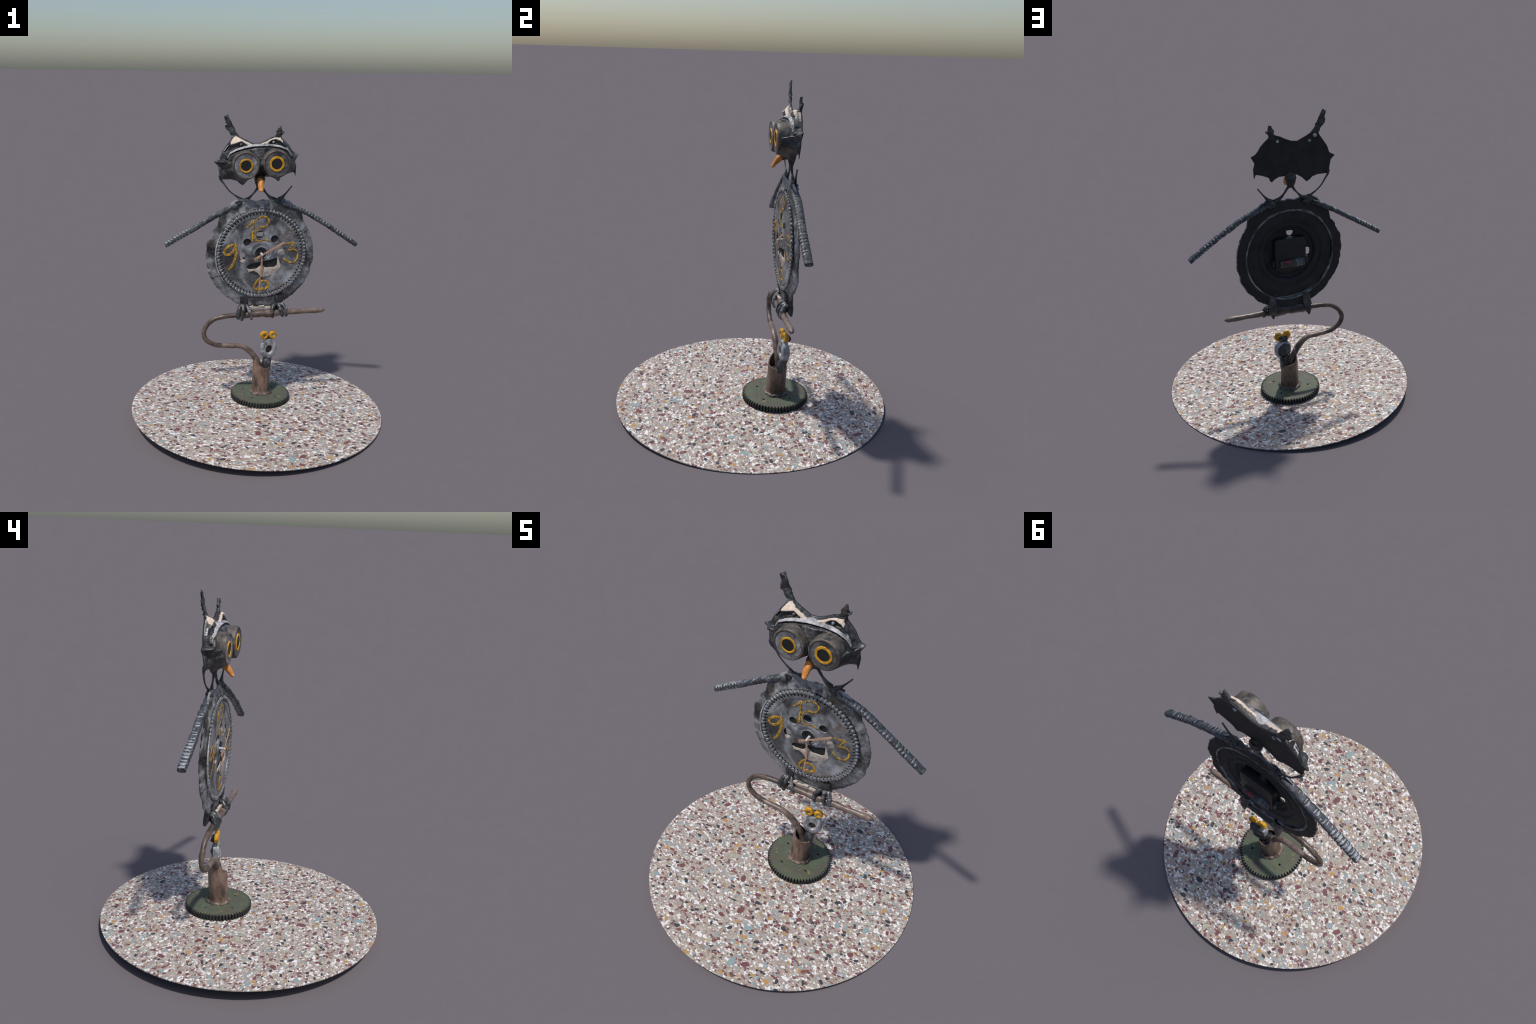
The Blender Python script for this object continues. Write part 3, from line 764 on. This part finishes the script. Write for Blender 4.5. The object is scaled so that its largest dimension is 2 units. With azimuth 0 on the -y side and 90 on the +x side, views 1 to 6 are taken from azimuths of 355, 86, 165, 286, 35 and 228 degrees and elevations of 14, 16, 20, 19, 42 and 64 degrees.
for nm in ("face_mask", "forehead_band", "brow"):
    ids = sorted({i for f in region[nm] for i in f}); mp = {k: n for n, k in enumerate(ids)}
    me = bpy.data.meshes.new(nm)
    me.from_pydata(allv[ids].tolist(), [], [tuple(mp[i] for i in f) for f in region[nm]])
    me.shade_smooth(); me.materials.append(mats[nm])
    me.normals_split_custom_set_from_vertices([tuple(vn[i]) for i in ids])
    o = bpy.data.objects.new("head" if nm == "face_mask" else nm, me)
    link(o, owl if head is None else head)
    if head is None: head = o
# back plate filling the unscanned back of the head, and thin edge
bf = [f for f in ff]
bvs = [tuple(p) for p in allv]
bfs = [tuple(i+nu for i in f) for f in bf]+[(a, b, b+nu, a+nu) for a, b in border]
keep = sorted({i for f in bfs for i in f}); mp = {k: n for n, k in enumerate(keep)}
mesh_obj("head_back_plate", [bvs[i] for i in keep], [tuple(mp[i] for i in f) for f in bfs], BACK, head, True, 40)

# eyes
EN = Vector((.085, -1, -.02)).normalized(); EU = Vector((1, .085, 0)).normalized(); EW = EN.cross(EU)*-1
if EW.z < 0: EW = -EW
for n_, (ex, ey, ez, er) in enumerate(EYES):
    c = Vector((ex, ey, ez)); s = 3.+n_*7
    def em(th, r, n, s=s):
        k = 1+.02*noise.noise(Vector((math.cos(th)*2, math.sin(th)*2, s+n*10)))
        return r*k, n
    pr = [(.066, -.006), (.073, -.006), (.0755, -.006), (.0775, -.002), (.082, -.0005), (.0865, -.0025), (er-.001, -.008), (er, -.03), (er+.001, -.06), (er+.002, -.088), (er-.01, -.09), (.06, -.09)]
    v, f = frame_lathe(pr, c, EU, EW, EN, 72, em)
    cup = mesh_obj("eye", v, f, EYECUP, head, True, 50)
    v, f = frame_lathe([(.0, -.0035), (.03, -.0035), (.066, -.0032), (.0745, -.0026), (.0745, -.010), (.0, -.010)], c, EU, EW, EN, 72)
    mesh_obj("eye_face", v, f, EYEPALE if n_ == 0 else EYEFACE, cup, True, 40)
    ri, ro = (.0335, .0455) if n_ == 0 else (.0345, .0500)
    def ym(th, r, n, s=s): return r*(1+.035*noise.noise(Vector((math.cos(th)*3, math.sin(th)*3, s+r*40)))), n
    v, f = frame_lathe([(ri, -.002), (ri+.002, .001), (ro-.002, .001), (ro, -.002), (ro, -.006), (ri, -.006)], c, EU, EW, EN, 64, ym)
    mesh_obj("iris", v, f, YELLOW, cup, True, 50)
    v, f = frame_lathe([(0, -.0015), (ri+.001, -.0015), (ri+.001, -.006), (0, -.006)], c, EU, EW, EN, 48)
    mesh_obj("pupil", v, f, PUPIL, cup, True, 50)
# bolts; pale back ends stand in for light through the open holes
for bx, bz_ in ((-.109, 1.801), (.105, 1.814)):
    yb = plate_y(bx, bz_)
    tube("bolt", [(bx, yb+.006, bz_), (bx, yb+.004, bz_), (bx, yb-.026, bz_), (bx, yb-.033, bz_), (bx, yb-.036, bz_)], [.009, .0105, .010, .009, .005], SILVER if bx > 9 else NUT, head, segs=12)
v, f = plate2d([[(-.160, 1.830), (-.146, 1.846), (-.128, 1.838), (-.134, 1.822), (-.150, 1.818)]], .002)
mesh_obj("gap_light_patch", [Vector((p[0], plate_y(p[0], p[1])+.0045+p[2], p[1])) for p in v], f, NUT, head, False)  # pale plate added for light seen through a gap in the back

# ears: torn sheet strips
def ear(outl, lean, thick, seed):
    v, f = plate2d([outl], thick, thick*.3)
    bm = bmesh.new()
    bv = [bm.verts.new(p) for p in v]; 
    for q in f:
        try: bm.faces.new([bv[i] for i in q])
        except ValueError: pass
    bmesh.ops.triangulate(bm, faces=bm.faces)
    bmesh.ops.subdivide_edges(bm, edges=bm.edges, cuts=2, use_grid_fill=True)
    bm.verts.index_update()
    vv = []
    for q in bm.verts:
        p = q.co; t = (p.y-1.85)/.15
        yy = plate_y(p.x, min(p.y, 1.86))-.004+lean*max(0, t)+p.z
        yy += .006*noise.noise(Vector((p.x*60, p.y*60, seed)))+.004*noise.noise(Vector((p.x*140, p.y*140, seed)))
        vv.append((p.x+.002*noise.noise(Vector((p.x*90, p.y*90, seed+4))), yy, p.y))
    ff = [tuple(w.index for w in q.verts) for q in bm.faces]; bm.free()
    return mesh_obj("ear_tuft", vv, ff, MASK, head, True, 40)
ear([(-.168, 1.842), (-.178, 1.868), (-.193, 1.889), (-.209, 1.904), (-.211, 1.924), (-.206, 1.944), (-.214, 1.964), (-.2165, 1.976), (-.203, 1.981), (-.195, 1.990), (-.188, 1.974), (-.175, 1.949), (-.165, 1.924), (-.152, 1.904), (-.144, 1.881), (-.118, 1.848), (-.14, 1.84)], .010, .006, 1.)
ear([(.108, 1.838), (.130, 1.864), (.126, 1.882), (.140, 1.898), (.146, 1.913), (.156, 1.914), (.162, 1.889), (.168, 1.873), (.178, 1.880), (.176, 1.870), (.165, 1.862), (.156, 1.846), (.164, 1.826), (.14, 1.828)], .002, .008, 6.)

# ------------------------------------------------------------------ legs and feet
def toe(parent, pts, r):
    tube("toe", catmull(pts, 6), r, TOE, parent, segs=14, lump=.0025, lscale=40.)
leg = tube("leg", catmull([(-.083, .176, .775), (-.083, .184, .735), (-.086, .190, .69), (-.092, .203, .640), (-.094, .208, .622)], 4), [.026, .030, .026, .014, .005], BLACK, owl, [.022, .024, .022, .014, .006], tuple(N), 20, 5., .003)
toe(leg, [(-.098, .180, .712), (-.108, .156, .702), (-.119, .137, .678), (-.126, .130, .645), (-.122, .142, .620)], [.012, .015, .0155, .015, .010])
toe(leg, [(-.085, .180, .712), (-.087, .154, .702), (-.089, .133, .678), (-.094, .126, .640), (-.099, .138, .610)], [.012, .015, .0155, .015, .010])
toe(leg, [(-.070, .182, .712), (-.060, .156, .700), (-.048, .138, .674), (-.036, .132, .642), (-.033, .144, .616)], [.012, .0135, .0135, .0135, .010])
leg = tube("leg", catmull([(.158, .196, .780), (.158, .204, .735), (.160, .210, .69), (.160, .220, .650), (.158, .224, .629)], 4), [.026, .031, .027, .014, .005], BLACK, owl, [.022, .024, .022, .014, .006], tuple(N), 20, 5., .003)
toe(leg, [(.140, .196, .712), (.124, .174, .702), (.112, .156, .678), (.110, .149, .648), (.114, .160, .622)], [.012, .016, .0165, .0155, .010])
toe(leg, [(.158, .198, .712), (.160, .174, .702), (.168, .157, .678), (.178, .153, .648), (.184, .166, .628)], [.012, .0145, .0155, .0155, .010])
toe(leg, [(.176, .200, .712), (.189, .180, .702), (.202, .166, .676), (.210, .162, .648), (.210, .176, .626)], [.012, .0145, .0155, .0155, .010])
v, f = plate2d([[(-.044, .700), (-.023, .706), (-.018, .696), (.017, .692), (.024, .702), (.053, .704), (.059, .692), (.096, .692), (.108, .684), (.096, .672), (.050, .669), (-.021, .669), (-.035, .683)]], .010, .003)  # pale scan leftover between the feet, kept as a strip
mesh_obj("perch_leftover", [Vector((p[0], .163+.107*p[0]-.2*(p[1]-.69)+p[2]+.004*noise.noise(Vector((p[0]*70, p[1]*70, 0))), p[1])) for p in v], f, SCANFILL, owl, True, 40)

tube("perch_filler", catmull([(-.125, .150, .640), (-.06, .154, .640), (.03, .160, .646), (.12, .170, .643), (.205, .180, .650)], 6), [.010, .024, .020, .024, .012], BRANCH, owl, segs=16, lump=.008, lscale=30.)  # lumpy filler tube added to thicken the branch under the feet
tube("perch_back_filler", catmull([(-.075, .182, .676), (-.02, .184, .672), (.06, .192, .672), (.145, .204, .676)], 6), [.026, .028, .028, .026], BLACK, owl, [.016], (0, 1, 0), 16, 3., .005)  # dark filler block added behind the perch between the legs

# ------------------------------------------------------------------ frog of nuts
FN = Vector((.267, -.964, 0)).normalized(); FU = Vector((.964, .267, 0)).normalized()
def hexmod(n, amt, ph):
    def fn(th, r, nn): return r*(1+amt*math.cos(n*th+ph)) if r > .03 else r, nn
    return fn
fc = Vector((.097, .170, .380))
v, f = frame_lathe([(.024, -.004), (.028, .001), (.046, .001), (.057, -.004), (.0605, -.012), (.0605, -.030), (.054, -.042), (.040, -.047), (.0, -.047), (.0, -.022), (.022, -.022)], fc, FU, W, FN, 72, hexmod(6, .03, math.pi))
v = [Vector((p.x, p.y, fc.z+(p.z-fc.z)*1.16)) for p in v]
frog = mesh_obj("frog", v, f, NUT, owl, True, 40)
v, f = frame_lathe([(0, -.019), (.0235, -.019), (.0235, -.023), (0, -.023)], fc, FU, W, FN, 32)
mesh_obj("frog_mouth", v, f, RUSTBROWN, frog)
v, f = frame_lathe([(0, -.044), (.040, -.044), (.050, -.038), (.050, -.046), (.034, -.052), (.016, -.054), (.012, -.060), (0, -.060)], fc, FU, W, FN, 48, hexmod(6, .035, math.pi))
mesh_obj("frog_back", v, f, BLACK, frog)
for c in ((.064, .172, .482), (.1255, .188, .480)):
    c = Vector(c)
    def em(th, r, nn): return (r*(1+.06*math.cos(6*th)) if r > .02 else r), nn
    v, f = frame_lathe([(.0095, -.004), (.012, .001), (.023, .001), (.0285, -.004), (.0285, -.020), (.022, -.026), (0, -.026), (0, -.006), (.0095, -.006)], c, FU, W, FN, 48, em)
    mesh_obj("frog_eye", v, f, YELLOW, frog, True, 40)
    v, f = frame_lathe([(0, -.003), (.0092, -.003), (.0092, -.008), (0, -.008)], c, FU, W, FN, 24)
    mesh_obj("frog_pupil", v, f, NUT, frog)
tube("frog_crest", catmull([(.072, .205, .455), (.096, .208, .468), (.118, .214, .462)], 4), .022, BLACK, frog, segs=14, lump=.006)
tube("frog_stem", catmull([(.092, .206, .338), (.088, .198, .312), (.080, .180, .280), (.072, .174, .235)], 5), [.034, .032, .032, .034], BLACK, frog, [.024, .023, .024, .026], (0, 1, 0), 20, 2., .006)
